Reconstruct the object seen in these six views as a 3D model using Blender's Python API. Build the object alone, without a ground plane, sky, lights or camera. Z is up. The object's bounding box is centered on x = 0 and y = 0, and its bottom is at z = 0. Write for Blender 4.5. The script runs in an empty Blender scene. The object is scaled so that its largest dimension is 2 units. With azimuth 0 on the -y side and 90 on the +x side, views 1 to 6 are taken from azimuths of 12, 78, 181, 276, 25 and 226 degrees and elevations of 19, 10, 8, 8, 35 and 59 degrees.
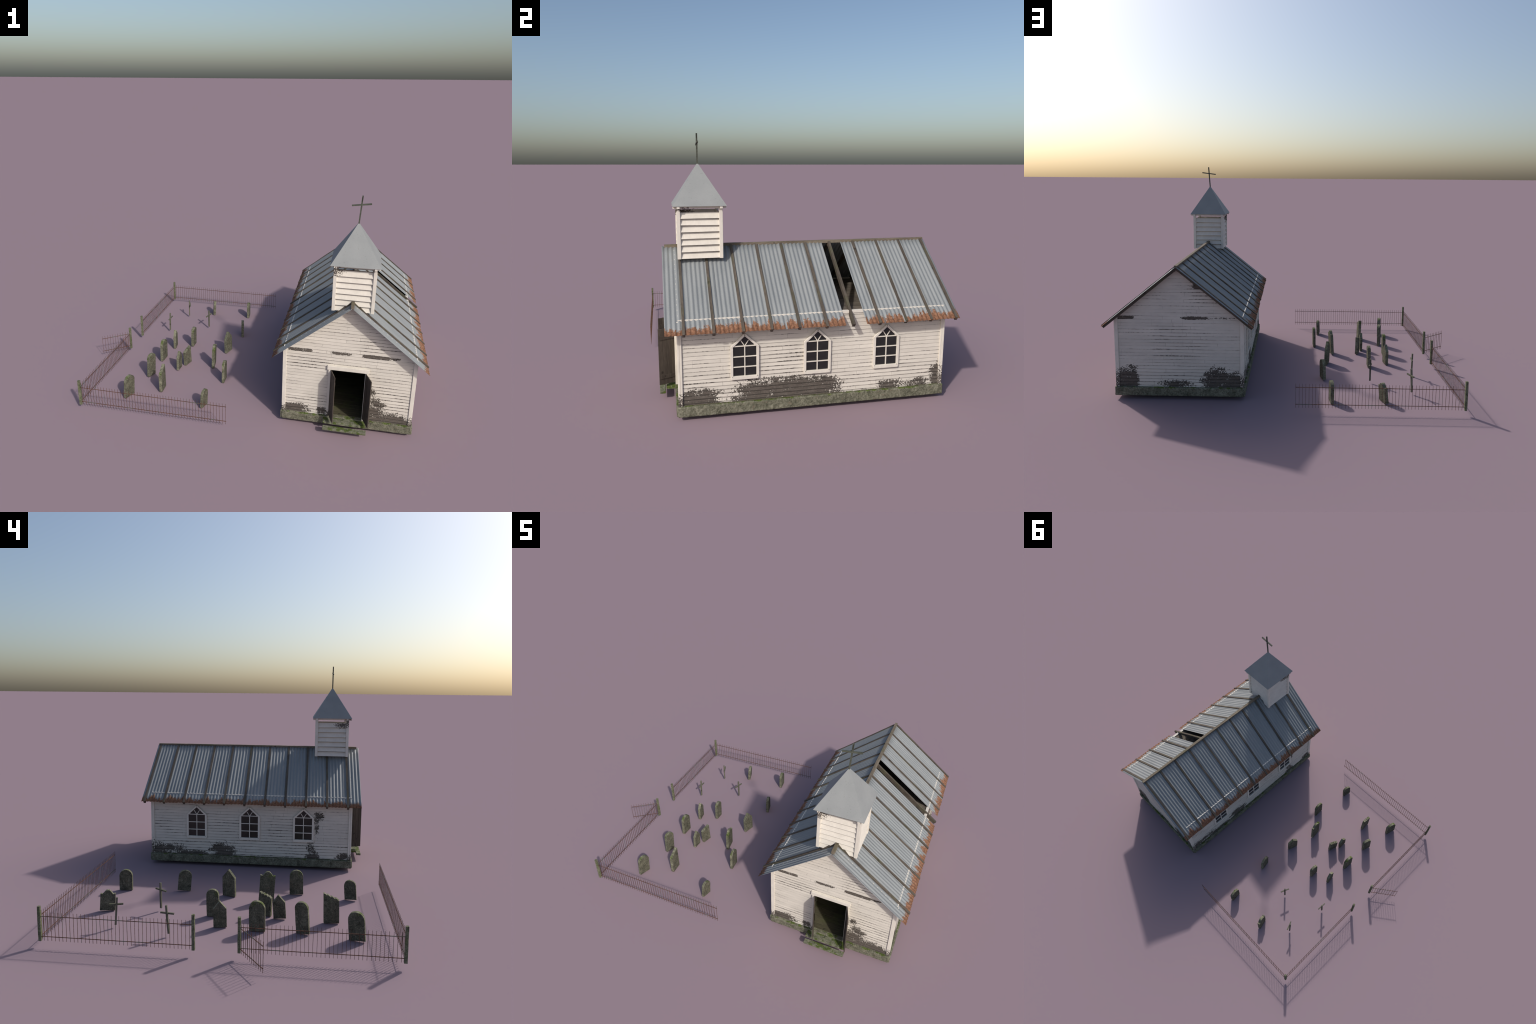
"""Derelict white clapboard chapel with a louvred belfry and a rusty corrugated
roof, beside a small fenced graveyard with leaning stones and wooden crosses."""
import bpy, bmesh, math, random
from mathutils import Vector, Matrix, noise

rnd = random.Random(41)
COL = bpy.context.scene.collection

# ------------------------------------------------------------------ dimensions
CX = 0.6055                     # chapel axis
WALL_X, WALL_Y = 0.3315, 0.6120  # outer faces of the wall cores, from the axis
FLOOR_Z, SLAB_Z0 = 0.064, 0.0165
EAVE_RUN, RIDGE_Z, EAVE_Z = 0.3925, 0.7185, 0.4030
SLOPE = (RIDGE_Z - EAVE_Z) / EAVE_RUN
ANG = math.atan(SLOPE)
WALL_TOP = 0.4515
PITCH, COURSE0 = 0.0180, 0.0535  # clapboard course height, phase
DOOR = (0.5190, 0.6920, 0.3495)  # x0, x1, head height


def roof_z(x):
    return RIDGE_Z - abs(x - CX) * SLOPE


# ------------------------------------------------------------------ node helper
class Nodes:
    def __init__(self, name, rough=0.85, spec=0.3, metallic=0.0):
        self.mat = bpy.data.materials.new(name)
        self.mat.use_nodes = True
        self.nt = self.mat.node_tree
        self.nt.nodes.clear()
        self.out = self.n('ShaderNodeOutputMaterial')
        self.bsdf = self.n('ShaderNodeBsdfPrincipled')
        self.bsdf.inputs['Roughness'].default_value = rough
        self.bsdf.inputs['Specular IOR Level'].default_value = spec
        self.bsdf.inputs['Metallic'].default_value = metallic
        self.link(self.bsdf.outputs[0], self.out.inputs[0])
        tc = self.n('ShaderNodeTexCoord')
        self.co = tc.outputs['Object']
        s = self.n('ShaderNodeSeparateXYZ')
        self.link(self.co, s.inputs[0])
        self.x, self.y, self.z = s.outputs
        self._rand = None

    def n(self, t):
        return self.nt.nodes.new(t)

    def link(self, a, b):
        self.nt.links.new(a, b)

    def put(self, sock, v):
        if hasattr(v, 'is_output'):
            self.link(v, sock)
        else:
            sock.default_value = v

    def rand(self):
        if self._rand is None:
            self._rand = self.n('ShaderNodeObjectInfo').outputs['Random']
        return self._rand

    def m(self, op, a, b=0.0, c=None, clamp=False):
        k = self.n('ShaderNodeMath')
        k.operation = op
        k.use_clamp = clamp
        self.put(k.inputs[0], a)
        self.put(k.inputs[1], b)
        if c is not None:
            self.put(k.inputs[2], c)
        return k.outputs[0]

    def shifted(self, amount=7.0):
        """object coordinates moved by the object's random number"""
        v = self.n('ShaderNodeVectorMath')
        v.operation = 'ADD'
        self.link(self.co, v.inputs[0])
        cmb = self.n('ShaderNodeCombineXYZ')
        r = self.m('MULTIPLY', self.rand(), amount)
        for i in range(3):
            self.link(r, cmb.inputs[i])
        self.link(cmb.outputs[0], v.inputs[1])
        return v.outputs[0]

    def noise(self, scale, detail=3.0, rough=0.55, stretch=(1, 1, 1), co=None, dist=0.0):
        mp = self.n('ShaderNodeMapping')
        mp.inputs['Scale'].default_value = stretch
        self.link(co or self.co, mp.inputs['Vector'])
        k = self.n('ShaderNodeTexNoise')
        k.inputs['Scale'].default_value = scale
        k.inputs['Detail'].default_value = detail
        k.inputs['Roughness'].default_value = rough
        k.inputs['Distortion'].default_value = dist
        self.link(mp.outputs[0], k.inputs['Vector'])
        return k.outputs['Fac']

    def voronoi(self, scale, stretch=(1, 1, 1), feature='DISTANCE_TO_EDGE', co=None):
        mp = self.n('ShaderNodeMapping')
        mp.inputs['Scale'].default_value = stretch
        self.link(co or self.co, mp.inputs['Vector'])
        k = self.n('ShaderNodeTexVoronoi')
        k.feature = feature
        k.inputs['Scale'].default_value = scale
        self.link(mp.outputs[0], k.inputs['Vector'])
        return k.outputs['Distance']

    def step(self, v, lo, hi):
        k = self.n('ShaderNodeMapRange')
        k.interpolation_type = 'SMOOTHSTEP'
        self.put(k.inputs['Value'], v)
        k.inputs['From Min'].default_value = lo
        k.inputs['From Max'].default_value = hi
        return k.outputs[0]

    def ramp(self, f, stops):
        k = self.n('ShaderNodeValToRGB')
        e = k.color_ramp.elements
        while len(e) < len(stops):
            e.new(0.5)
        for i, (p, c) in enumerate(stops):
            e[i].position = p
            e[i].color = (*c, 1)
        self.put(k.inputs[0], f)
        return k.outputs[0]

    def mix(self, f, a, b, blend='MIX'):
        k = self.n('ShaderNodeMix')
        k.data_type = 'RGBA'
        k.blend_type = blend
        self.put(k.inputs[0], f)
        for s, v in ((k.inputs[6], a), (k.inputs[7], b)):
            self.put(s, (*v, 1) if isinstance(v, tuple) else v)
        return k.outputs[2]

    def scale_colour(self, c, f):
        """multiply a colour by a grey factor"""
        k = self.n('ShaderNodeVectorMath')
        k.operation = 'SCALE'
        self.put(k.inputs[0], c)
        self.put(k.inputs['Scale'], f)
        return k.outputs[0]

    def bump(self, h, strength, dist=0.002):
        b = self.n('ShaderNodeBump')
        b.inputs['Strength'].default_value = strength
        b.inputs['Distance'].default_value = dist
        self.link(h, b.inputs['Height'])
        self.link(b.outputs[0], self.bsdf.inputs['Normal'])

    def done(self, colour, rough=None):
        self.put(self.bsdf.inputs['Base Color'], colour)
        if rough is not None:
            self.put(self.bsdf.inputs['Roughness'], rough)
        return self.mat


PAINT = (0.625, 0.580, 0.510)
BARE_A, BARE_B, BARE_C = (0.050, 0.043, 0.037), (0.105, 0.088, 0.074), (0.155, 0.135, 0.115)


def bare_wood(N, stretch):
    g = N.noise(95, 4, 0.65, stretch)
    g2 = N.noise(16, 2, 0.5, stretch)
    f = N.m('ADD', N.m('MULTIPLY', g, 0.6), N.m('MULTIPLY', g2, 0.4))
    return N.ramp(f, [(0.32, BARE_A), (0.5, BARE_B), (0.7, BARE_C)])


def peel_field(N, h, z, blobs):
    """how far a wall point lies inside one of the patches of lost paint"""
    best = None
    for hc, zc, rh, rz, power, *thin in blobs:
        a = N.m('DIVIDE', N.m('ABSOLUTE', N.m('SUBTRACT', h, hc)), rh)
        b = N.m('DIVIDE', N.m('ABSOLUTE', N.m('SUBTRACT', z, zc)), rz)
        d = N.m('ADD', N.m('POWER', a, power), N.m('POWER', b, power))
        f = N.m('SUBTRACT', 1.0 - (thin[0] if thin else 0.0), d)
        best = f if best is None else N.m('MAXIMUM', best, f)
    return N.m('MAXIMUM', best, -1.5)


def siding_material(name, horizontal, blobs, seams):
    """white paint on clapboards: lap shadows drawn in the colour, faint butt joints and
    patches (centre, radius on the wall) where the paint has gone"""
    N = Nodes(name, 0.75, 0.25)
    h = N.y if horizontal == 'y' else N.x
    st = (9, 1, 9) if horizontal == 'y' else (1, 9, 9)
    fine = N.noise(150, 4, 0.62, (1, 1, 1))
    field = peel_field(N, h, N.z, blobs)
    row = N.m('FLOOR', N.m('DIVIDE', N.m('SUBTRACT', N.z, COURSE0), PITCH))
    q = N.n('ShaderNodeCombineXYZ')
    N.link(N.m('MULTIPLY', h, 11.0), q.inputs[0])
    N.link(N.m('MULTIPLY', row, 3.7), q.inputs[1])
    perrow = N.noise(1.0, 2, 0.5, co=q.outputs[0])
    mid = N.noise(42, 3, 0.6)
    v = N.m('ADD', N.m('MULTIPLY', N.m('MINIMUM', field, 0.75), 1.15), N.m('MULTIPLY', N.m('SUBTRACT', fine, 0.5), 3.2))
    v = N.m('ADD', v, N.m('ADD', N.m('MULTIPLY', N.m('SUBTRACT', perrow, 0.5), 1.5), N.m('MULTIPLY', N.m('SUBTRACT', mid, 0.5), 1.6)))
    peel = N.step(v, 0.16, 0.28)
    # shadow under each board lip, painted as a dark line, broken up
    ph = N.m('FRACT', N.m('DIVIDE', N.m('SUBTRACT', N.z, COURSE0), PITCH))
    runs = N.noise(5.5, 3, 0.6, (0.8, 0.8, 14) if horizontal == 'y' else (0.8, 0.8, 14))
    lap_shade = peel_field(N, h, N.z, seams)
    lap_shade = N.m('MULTIPLY', N.step(lap_shade, -1.2, 0.8), 0.10)
    wob = N.m('MULTIPLY', N.m('SUBTRACT', N.noise(70, 3, 0.6), 0.5), 0.10)
    width = N.m('ADD', N.m('ADD', N.m('MULTIPLY', N.step(runs, 0.42, 0.70), 0.13), 0.035), lap_shade)
    line = N.m('LESS_THAN', N.m('ADD', ph, wob), width)
    lineamt = N.m('MULTIPLY', line, N.m('ADD', N.m('MULTIPLY', N.step(runs, 0.38, 0.62), N.m('ADD', 0.15, N.m('MULTIPLY', N.step(N.noise(75, 2, 0.6), 0.45, 0.6), 0.5))),
                                        N.m('ADD', 0.17, N.m('MULTIPLY', lap_shade, 3.0))), clamp=True)
    # paint tone: broad yellowing, streaks and hairline splits
    tone = N.noise(9, 3, 0.6, (1, 1, 2.5))
    streak = N.noise(60, 3, 0.6, (1, 1, 7))
    paint = N.ramp(tone, [(0.3, tuple(c * 0.93 for c in PAINT)), (0.7, tuple(min(1, c * 1.06) for c in PAINT))])
    paint = N.scale_colour(paint, N.m('ADD', N.m('ADD', 0.895, N.m('MULTIPLY', N.rand(), 0.07)), N.m('MULTIPLY', streak, 0.13)))
    split = N.noise(24, 2, 0.5, (1, 1, 13), dist=0.8)
    split = N.m('SUBTRACT', 1.0, N.step(N.m('ABSOLUTE', N.m('SUBTRACT', split, 0.5)), 0.002, 0.016))
    split = N.m('MULTIPLY', split, N.m('MULTIPLY', N.step(N.noise(6, 2), 0.5, 0.62), 0.30))
    paint = N.mix(split, paint, (0.25, 0.21, 0.18))
    # butt joints between board lengths, from a brick pattern
    br = N.n('ShaderNodeTexBrick')
    cmb = N.n('ShaderNodeCombineXYZ')
    N.link(N.m('ADD', h, 3.0), cmb.inputs[0])
    N.link(N.m('SUBTRACT', N.z, COURSE0), cmb.inputs[1])
    N.link(cmb.outputs[0], br.inputs['Vector'])
    br.inputs['Scale'].default_value = 1.0
    br.inputs['Brick Width'].default_value = 0.163
    br.inputs['Row Height'].default_value = PITCH
    br.inputs['Mortar Size'].default_value = 0.0006
    br.offset = 0.37
    br.offset_frequency = 3
    joint = N.m('MULTIPLY', br.outputs['Fac'], N.m('MULTIPLY', N.step(N.noise(14, 1), 0.45, 0.6), 0.35))
    paint = N.mix(joint, paint, (0.16, 0.14, 0.12))
    paint = N.mix(lineamt, paint, (0.060, 0.052, 0.045))
    wood = bare_wood(N, (1, 1, 6))
    rim = N.m('MULTIPLY', N.step(v, 0.0, 0.16), 0.25)
    paint = N.mix(rim, paint, (0.42, 0.38, 0.33))
    woodline = N.m('MULTIPLY', N.m('LESS_THAN', N.m('ADD', ph, wob), 0.16), 0.75)
    wood = N.mix(woodline, wood, (0.030, 0.027, 0.022))
    edge = N.m('SUBTRACT', 1.0, N.step(v, 0.28, 0.75))
    wood = N.mix(N.m('MULTIPLY', edge, 0.45), wood, (0.045, 0.044, 0.036))
    hgt = N.m('SUBTRACT', streak, N.m('MULTIPLY', peel, 0.5))
    N.bump(hgt, 0.25, 0.001)
    return N.done(N.mix(peel, paint, wood))


def trim_material(name, dirt=None):
    """painted corner boards, casings, louvres"""
    N = Nodes(name, 0.75, 0.25)
    tone = N.noise(22, 3, 0.6, co=N.shifted())
    streak = N.noise(70, 3, 0.6, (2, 2, 0.7), co=N.shifted())
    paint = N.ramp(tone, [(0.3, tuple(c * 1.03 for c in PAINT)), (0.7, tuple(min(1, c * 1.16) for c in PAINT))])
    paint = N.scale_colour(paint, N.m('ADD', 0.92, N.m('MULTIPLY', streak, 0.15)))
    if dirt:
        v = None
        fine = N.noise(170, 4, 0.62)
        for (cx, cy, cz, rx, ry, rz) in dirt:
            d = 0.0
            for ax, c, r in ((N.x, cx, rx), (N.y, cy, ry), (N.z, cz, rz)):
                q = N.m('DIVIDE', N.m('SUBTRACT', ax, c), r)
                d = N.m('ADD', d, N.m('MULTIPLY', q, q))
            f = N.m('SUBTRACT', 1.0, d)
            v = f if v is None else N.m('MAXIMUM', v, f)
        v = N.m('ADD', N.m('MULTIPLY', N.m('MAXIMUM', v, -1.5), 0.55), N.m('MULTIPLY', N.m('SUBTRACT', fine, 0.5), 3.0))
        paint = N.mix(N.step(v, 0.22, 0.34), paint, bare_wood(N, (3, 3, 0.6)))
    N.bump(streak, 0.2, 0.001)
    return N.done(paint)


def wood_material(name, dark, mid, light, stretch, green=0.0, rough=0.85):
    N = Nodes(name, rough, 0.25)
    co = N.shifted()
    g = N.noise(80, 4, 0.65, stretch, co)
    g2 = N.noise(11, 2, 0.5, stretch, co)
    f = N.m('ADD', N.m('MULTIPLY', g, 0.55), N.m('MULTIPLY', g2, 0.45))
    c = N.ramp(f, [(0.3, dark), (0.5, mid), (0.72, light)])
    c = N.scale_colour(c, N.m('ADD', 0.88, N.m('MULTIPLY', N.rand(), 0.24)))
    knot = N.step(N.noise(34, 1, 0.4, co=co), 0.70, 0.76)
    c = N.mix(N.m('MULTIPLY', knot, 0.7), c, tuple(v * 0.5 for v in dark))
    if green:
        mo = N.m('MULTIPLY', N.step(N.noise(13, 3, 0.6, co=co), 0.5, 0.68), green)
        c = N.mix(mo, c, (0.085, 0.10, 0.035))
    N.bump(g, 0.35, 0.001)
    return N.done(c)


def stone_material(name, dark, mid, light, moss_amt, moss_from=None, axis='z', freq=1.0):
    """speckled, cracked stone with patches of green moss (above moss_from)"""
    N = Nodes(name, 0.95, 0.15)
    co = N.shifted()
    a = N.noise(150 * freq, 4, 0.65, co=co)
    b = N.noise(34 * freq, 3, 0.6, co=co)
    f = N.m('ADD', N.m('MULTIPLY', a, 0.6), N.m('MULTIPLY', b, 0.4))
    c = N.ramp(f, [(0.36, dark), (0.5, mid), (0.64, light)])
    warm = N.step(N.noise(60, 2, co=co), 0.62, 0.72)
    c = N.mix(N.m('MULTIPLY', warm, 0.4), c, (0.20, 0.15, 0.11))
    wv = N.noise(24, 2, 0.5, co=co)
    cr = N.voronoi(17, (1, 1, 0.75), co=co)
    crack = N.m('MULTIPLY', N.m('SUBTRACT', 1.0, N.step(cr, 0.008, 0.040)), N.step(wv, 0.52, 0.62))
    c = N.mix(N.m('MULTIPLY', crack, 0.55), c, tuple(v * 0.45 for v in dark))
    patch = N.noise(26, 4, 0.65, co=co)
    if moss_from is not None:
        up = N.step(N.z, moss_from[0], moss_from[1])
        patch = N.m('ADD', patch, N.m('SUBTRACT', N.m('MULTIPLY', up, 0.30), 0.27))
    mo = N.m('MULTIPLY', N.step(patch, 0.50, 0.60), moss_amt)
    moss = N.ramp(a, [(0.35, (0.036, 0.056, 0.012)), (0.65, (0.110, 0.145, 0.032))])
    c = N.mix(mo, c, moss)
    N.bump(N.m('SUBTRACT', f, N.m('MULTIPLY', crack, 0.4)), 0.6, 0.0025)
    return N.done(c)


def galvanised_material(name):
    """zinc sheet, spangled, rusting upward in streaks from the eave"""
    N = Nodes(name, 0.62, 0.35)
    fine = N.noise(240, 3, 0.6)
    broad = N.noise(12, 3, 0.55, (0.5, 2, 0.5), co=N.shifted(3))
    zinc = N.ramp(N.m('ADD', N.m('MULTIPLY', fine, 0.45), N.m('MULTIPLY', broad, 0.55)),
                  [(0.3, (0.198, 0.211, 0.216)), (0.55, (0.244, 0.257, 0.259)), (0.72, (0.276, 0.285, 0.282))])
    spot = N.step(N.noise(190, 2, 0.5), 0.70, 0.78)
    zinc = N.mix(N.m('MULTIPLY', spot, 0.35), zinc, (0.16, 0.16, 0.145))
    # distance up the slope from the eave
    run = N.m('SUBTRACT', EAVE_RUN, N.m('ABSOLUTE', N.m('SUBTRACT', N.x, CX)))
    s = N.m('MULTIPLY', run, 1.0 / math.cos(ANG))
    tongue = N.noise(34, 3, 0.7, (0.09, 1, 0.09))
    lobe = N.noise(10, 2, 0.5, (0.05, 1, 0.05))
    reach = N.m('ADD', N.m('MULTIPLY', N.m('SUBTRACT', tongue, 0.5), 0.125),
                N.m('ADD', 0.034, N.m('MULTIPLY', N.m('SUBTRACT', lobe, 0.5), 0.05)))
    rag = N.m('MULTIPLY', N.m('SUBTRACT', N.noise(150, 4, 0.75), 0.5), 0.085)
    edge = N.m('SUBTRACT', N.m('ADD', reach, rag), s)
    rust = N.step(edge, -0.0015, 0.0025)
    # a sheet edge here and there has stayed clean right down to the drip
    clean = N.step(N.noise(27, 1, 0.4, (0.02, 1, 0.02), co=N.shifted(5)), 0.70, 0.715)
    rust = N.m('MULTIPLY', rust, N.m('SUBTRACT', 1.0, clean))
    rc = N.ramp(N.noise(120, 4, 0.7), [(0.33, (0.115, 0.056, 0.032)), (0.5, (0.215, 0.105, 0.060)), (0.68, (0.315, 0.170, 0.105))])
    N.bump(N.m('ADD', fine, rust), 0.12, 0.001)
    return N.done(N.mix(rust, zinc, rc), N.m('ADD', 0.55, N.m('MULTIPLY', rust, 0.4)))


def spire_material():
    N = Nodes('spire_sheet_metal', 0.65, 0.3)
    fine = N.noise(260, 3, 0.6)
    broad = N.noise(14, 3, 0.55)
    c = N.ramp(N.m('ADD', N.m('MULTIPLY', fine, 0.4), N.m('MULTIPLY', broad, 0.6)),
               [(0.3, (0.248, 0.258, 0.256)), (0.7, (0.298, 0.305, 0.300))])
    spot = N.step(N.noise(150, 2, 0.5), 0.66, 0.74)
    c = N.mix(N.m('MULTIPLY', spot, 0.5), c, (0.15, 0.155, 0.135))
    return N.done(c)


def iron_material():
    N = Nodes('rusted_iron', 0.9, 0.2)
    co = N.shifted()
    f = N.noise(120, 3, 0.6, co=co)
    c = N.ramp(f, [(0.35, (0.060, 0.030, 0.022)), (0.55, (0.130, 0.062, 0.042)), (0.7, (0.185, 0.098, 0.064))])
    g = N.step(N.noise(11, 3, 0.6, co=co), 0.55, 0.62)
    return N.done(N.mix(g, c, (0.105, 0.105, 0.085)))


def glass_material():
    N = Nodes('sooty_glass', 0.22, 0.5)
    f = N.noise(30, 3, 0.6)
    return N.done(N.ramp(f, [(0.3, (0.014, 0.014, 0.0145)), (0.7, (0.022, 0.022, 0.022))]))


# patches: (centre along wall, centre z, radius along wall, radius z, roundness)
# and, for patches that are only speckled, how thin they are
EAST = [(-0.135, 0.083, 0.262, 0.074, 3), (0.045, 0.11, 0.07, 0.045, 2), (-0.54, 0.080, 0.10, 0.038, 2.5),
        (-0.52, 0.115, 0.15, 0.030, 2, 0.5), (-0.20, 0.155, 0.20, 0.022, 2, 0.55), (0.36, 0.078, 0.085, 0.040, 2, 0.35),
        (0.595, 0.105, 0.045, 0.075, 1.6), (0.50, 0.080, 0.09, 0.032, 2, 0.35)]
WEST = [(0.165, 0.085, 0.095, 0.070, 1.6), (0.57, 0.085, 0.07, 0.052, 2, 0.1), (0.48, 0.095, 0.12, 0.045, 2, 0.45),
        (0.36, 0.072, 0.14, 0.022, 2, 0.2), (-0.385, 0.080, 0.055, 0.050, 1.8, 0.25), (-0.375, 0.14, 0.035, 0.055, 2, 0.5),
        (-0.42, 0.325, 0.048, 0.038, 2, 0.45), (-0.408, 0.25, 0.022, 0.08, 2, 0.6), (-0.57, 0.085, 0.06, 0.030, 2, 0.4)]
NORTH = [(0.890, 0.10, 0.065, 0.075, 3), (0.40, 0.088, 0.095, 0.088, 1.8), (0.62, 0.080, 0.12, 0.032, 2, 0.35),
         (0.31, 0.10, 0.06, 0.055, 2), (0.90, 0.4408, 0.065, 0.010, 3), (0.52, 0.4408, 0.09, 0.010, 2, 0.15),
         (0.37, 0.4408, 0.08, 0.009, 2, 0.55), (0.49, 0.61, 0.06, 0.018, 2, 0.25), (0.86, 0.17, 0.05, 0.025, 2, 0.5)]
SOUTH = [(0.33, 0.078, 0.085, 0.038, 2), (0.36, 0.10, 0.08, 0.030, 2, 0.5), (0.478, 0.088, 0.035, 0.032, 2, 0.25),
         (0.735, 0.085, 0.11, 0.095, 1.5), (0.76, 0.17, 0.07, 0.055, 1.6, 0.4), (0.86, 0.073, 0.09, 0.055, 1.5),
         (0.735, 0.235, 0.03, 0.030, 2, 0.5), (0.355, 0.4408, 0.062, 0.0105, 4), (0.565, 0.4408, 0.075, 0.010, 2.5, 0.5),
         (0.745, 0.4408, 0.075, 0.0105, 4), (0.82, 0.4408, 0.06, 0.009, 2, 0.4)]
# stretches where the painted lap shadows are widened and darkened
M_EAST = siding_material('siding_east', 'y', EAST, [(-0.2, 0.12, 0.5, 0.09, 2), (0.45, 0.13, 0.25, 0.07, 2), (-0.15, 0.25, 0.12, 0.09, 2)])
M_WEST = siding_material('siding_west', 'y', WEST, [(0.0, 0.12, 0.7, 0.06, 2), (0.17, 0.26, 0.12, 0.09, 2), (0.5, 0.25, 0.1, 0.07, 2), (-0.2, 0.24, 0.1, 0.1, 2)])
M_NORTH = siding_material('siding_north', 'x', NORTH, [(0.6, 0.30, 0.14, 0.09, 2), (0.6, 0.12, 0.3, 0.06, 2), (0.46, 0.58, 0.08, 0.07, 2)])
M_SOUTH = siding_material('siding_south', 'x', SOUTH, [(0.4, 0.12, 0.15, 0.05, 2), (0.8, 0.2, 0.14, 0.10, 2), (0.4, 0.38, 0.12, 0.05, 2), (0.75, 0.5, 0.1, 0.08, 2)])
M_TRIM = trim_material('white_trim')
M_CORNER = trim_material('white_corner_board', [
    (0.272, -0.610, 0.07, 0.05, 0.05, 0.035), (0.938, -0.610, 0.07, 0.05, 0.05, 0.055),
    (0.938, 0.612, 0.08, 0.05, 0.05, 0.085), (0.272, 0.612, 0.08, 0.05, 0.05, 0.075)])
M_CASING = trim_material('white_door_casing', [(0.512, -0.62, 0.07, 0.03, 0.03, 0.035)])
M_BELFRY = trim_material('white_belfry_paint', [
    (0.508, -0.598, 0.882, 0.05, 0.05, 0.032), (0.508, -0.560, 0.870, 0.03, 0.06, 0.026),
    (0.545, -0.598, 0.888, 0.05, 0.03, 0.012), (0.70, -0.56, 0.895, 0.03, 0.05, 0.012)])
M_BARE = wood_material('bare_interior_wood', (0.07,0.06,0.05), (0.125, 0.105, 0.085), (0.19, 0.165, 0.135), (1, 1, 6))
M_CEIL = wood_material('attic_boards', (0.07,0.06,0.05), (0.125, 0.105, 0.085), (0.19, 0.165, 0.135), (4, 0.5, 4))
M_RAFTER = wood_material('weathered_rafter', (0.046, 0.038, 0.031), (0.088, 0.072, 0.058), (0.150, 0.125, 0.098), (0.5, 4, 0.5), 0.25)
M_RIDGE = wood_material('weathered_ridge', (0.085, 0.068, 0.050), (0.165, 0.135, 0.100), (0.26, 0.22, 0.165), (4, 0.5, 4), 0.30)
M_DOOR = wood_material('dark_door_wood', (0.032, 0.026, 0.021), (0.068, 0.055, 0.045), (0.115, 0.095, 0.076), (4, 4, 0.35))
M_FLOOR = wood_material('mossy_floor', (0.035, 0.032, 0.020), (0.075, 0.068, 0.042), (0.125, 0.115, 0.070), (0.5, 4, 4), 0.5)
M_CROSS = wood_material('lichened_cross_wood', (0.070, 0.068, 0.050), (0.125, 0.120, 0.090), (0.195, 0.190, 0.145), (3, 3, 0.5), 0.35)
M_SPIRECROSS = wood_material('dark_cross_wood', (0.045, 0.048, 0.038), (0.078, 0.083, 0.064), (0.12, 0.125, 0.098), (2, 2, 2), 0.2)
M_SLAB = stone_material('foundation_stone', (0.070, 0.070, 0.048), (0.145, 0.142, 0.102), (0.255, 0.245, 0.185), 0.9, (0.052, 0.066))
M_STEP = stone_material('step_stone', (0.080, 0.085, 0.055), (0.155, 0.158, 0.110), (0.27, 0.265, 0.195), 0.95, (0.0, 0.022))
M_GRAVE = stone_material('grave_face_stone', (0.050, 0.049, 0.036), (0.103, 0.100, 0.073), (0.185, 0.178, 0.130), 0.55, (0.05, 0.145), freq=1.1)
M_GRAVERIM = stone_material('grave_rim_stone', (0.076, 0.077, 0.053), (0.158, 0.157, 0.108), (0.270, 0.262, 0.190), 0.85, (0.05, 0.135), freq=1.1)
M_POST = stone_material('mossy_fence_post', (0.075, 0.080, 0.050), (0.150, 0.155, 0.100), (0.235, 0.235, 0.160), 0.3, freq=1.2)
M_ROOF = galvanised_material('galvanised_sheet')
M_SPIRE = spire_material()
M_IRON = iron_material()
M_GLASS = glass_material()


# ------------------------------------------------------------------ mesh helpers
def link(name, mesh, parent=None, mats=(), smooth=False):
    ob = bpy.data.objects.new(name, mesh)
    COL.objects.link(ob)
    for m in mats:
        mesh.materials.append(m)
    if smooth:
        for p in mesh.polygons:
            p.use_smooth = True
    if parent is not None:
        ob.parent = parent
        ob.matrix_parent_inverse = parent.matrix_world.inverted() if parent.type != 'EMPTY' else \
            Matrix.Translation(parent.location).inverted()
    return ob


def from_bm(bm, name):
    bmesh.ops.recalc_face_normals(bm, faces=bm.faces)
    me = bpy.data.meshes.new(name)
    bm.to_mesh(me)
    bm.free()
    return me


def box_bm(bm, x0, x1, y0, y1, z0, z1):
    v = [bm.verts.new((x, y, z)) for z in (z0, z1) for y in (y0, y1) for x in (x0, x1)]
    for f in ((0, 2, 3, 1), (4, 5, 7, 6), (0, 1, 5, 4), (2, 6, 7, 3), (0, 4, 6, 2), (1, 3, 7, 5)):
        bm.faces.new([v[i] for i in f])
    return v


def bevel_all(bm, w, seg=1):
    bmesh.ops.bevel(bm, geom=list(bm.edges), offset=w, segments=seg, affect='EDGES', profile=0.5)


def box(name, x0, x1, y0, y1, z0, z1, parent, mat, bev=0.0008, rough=0.0, cut=0):
    bm = bmesh.new()
    box_bm(bm, x0, x1, y0, y1, z0, z1)
    if bev:
        bevel_all(bm, bev)
    if cut:
        bmesh.ops.subdivide_edges(bm, edges=[e for e in bm.edges if e.calc_length() > 0.012], cuts=cut, use_grid_fill=True)
    if rough:
        for v in bm.verts:
            v.co += noise.noise_vector(v.co * 38) * rough
    return link(name, from_bm(bm, name), parent, [mat])


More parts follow.
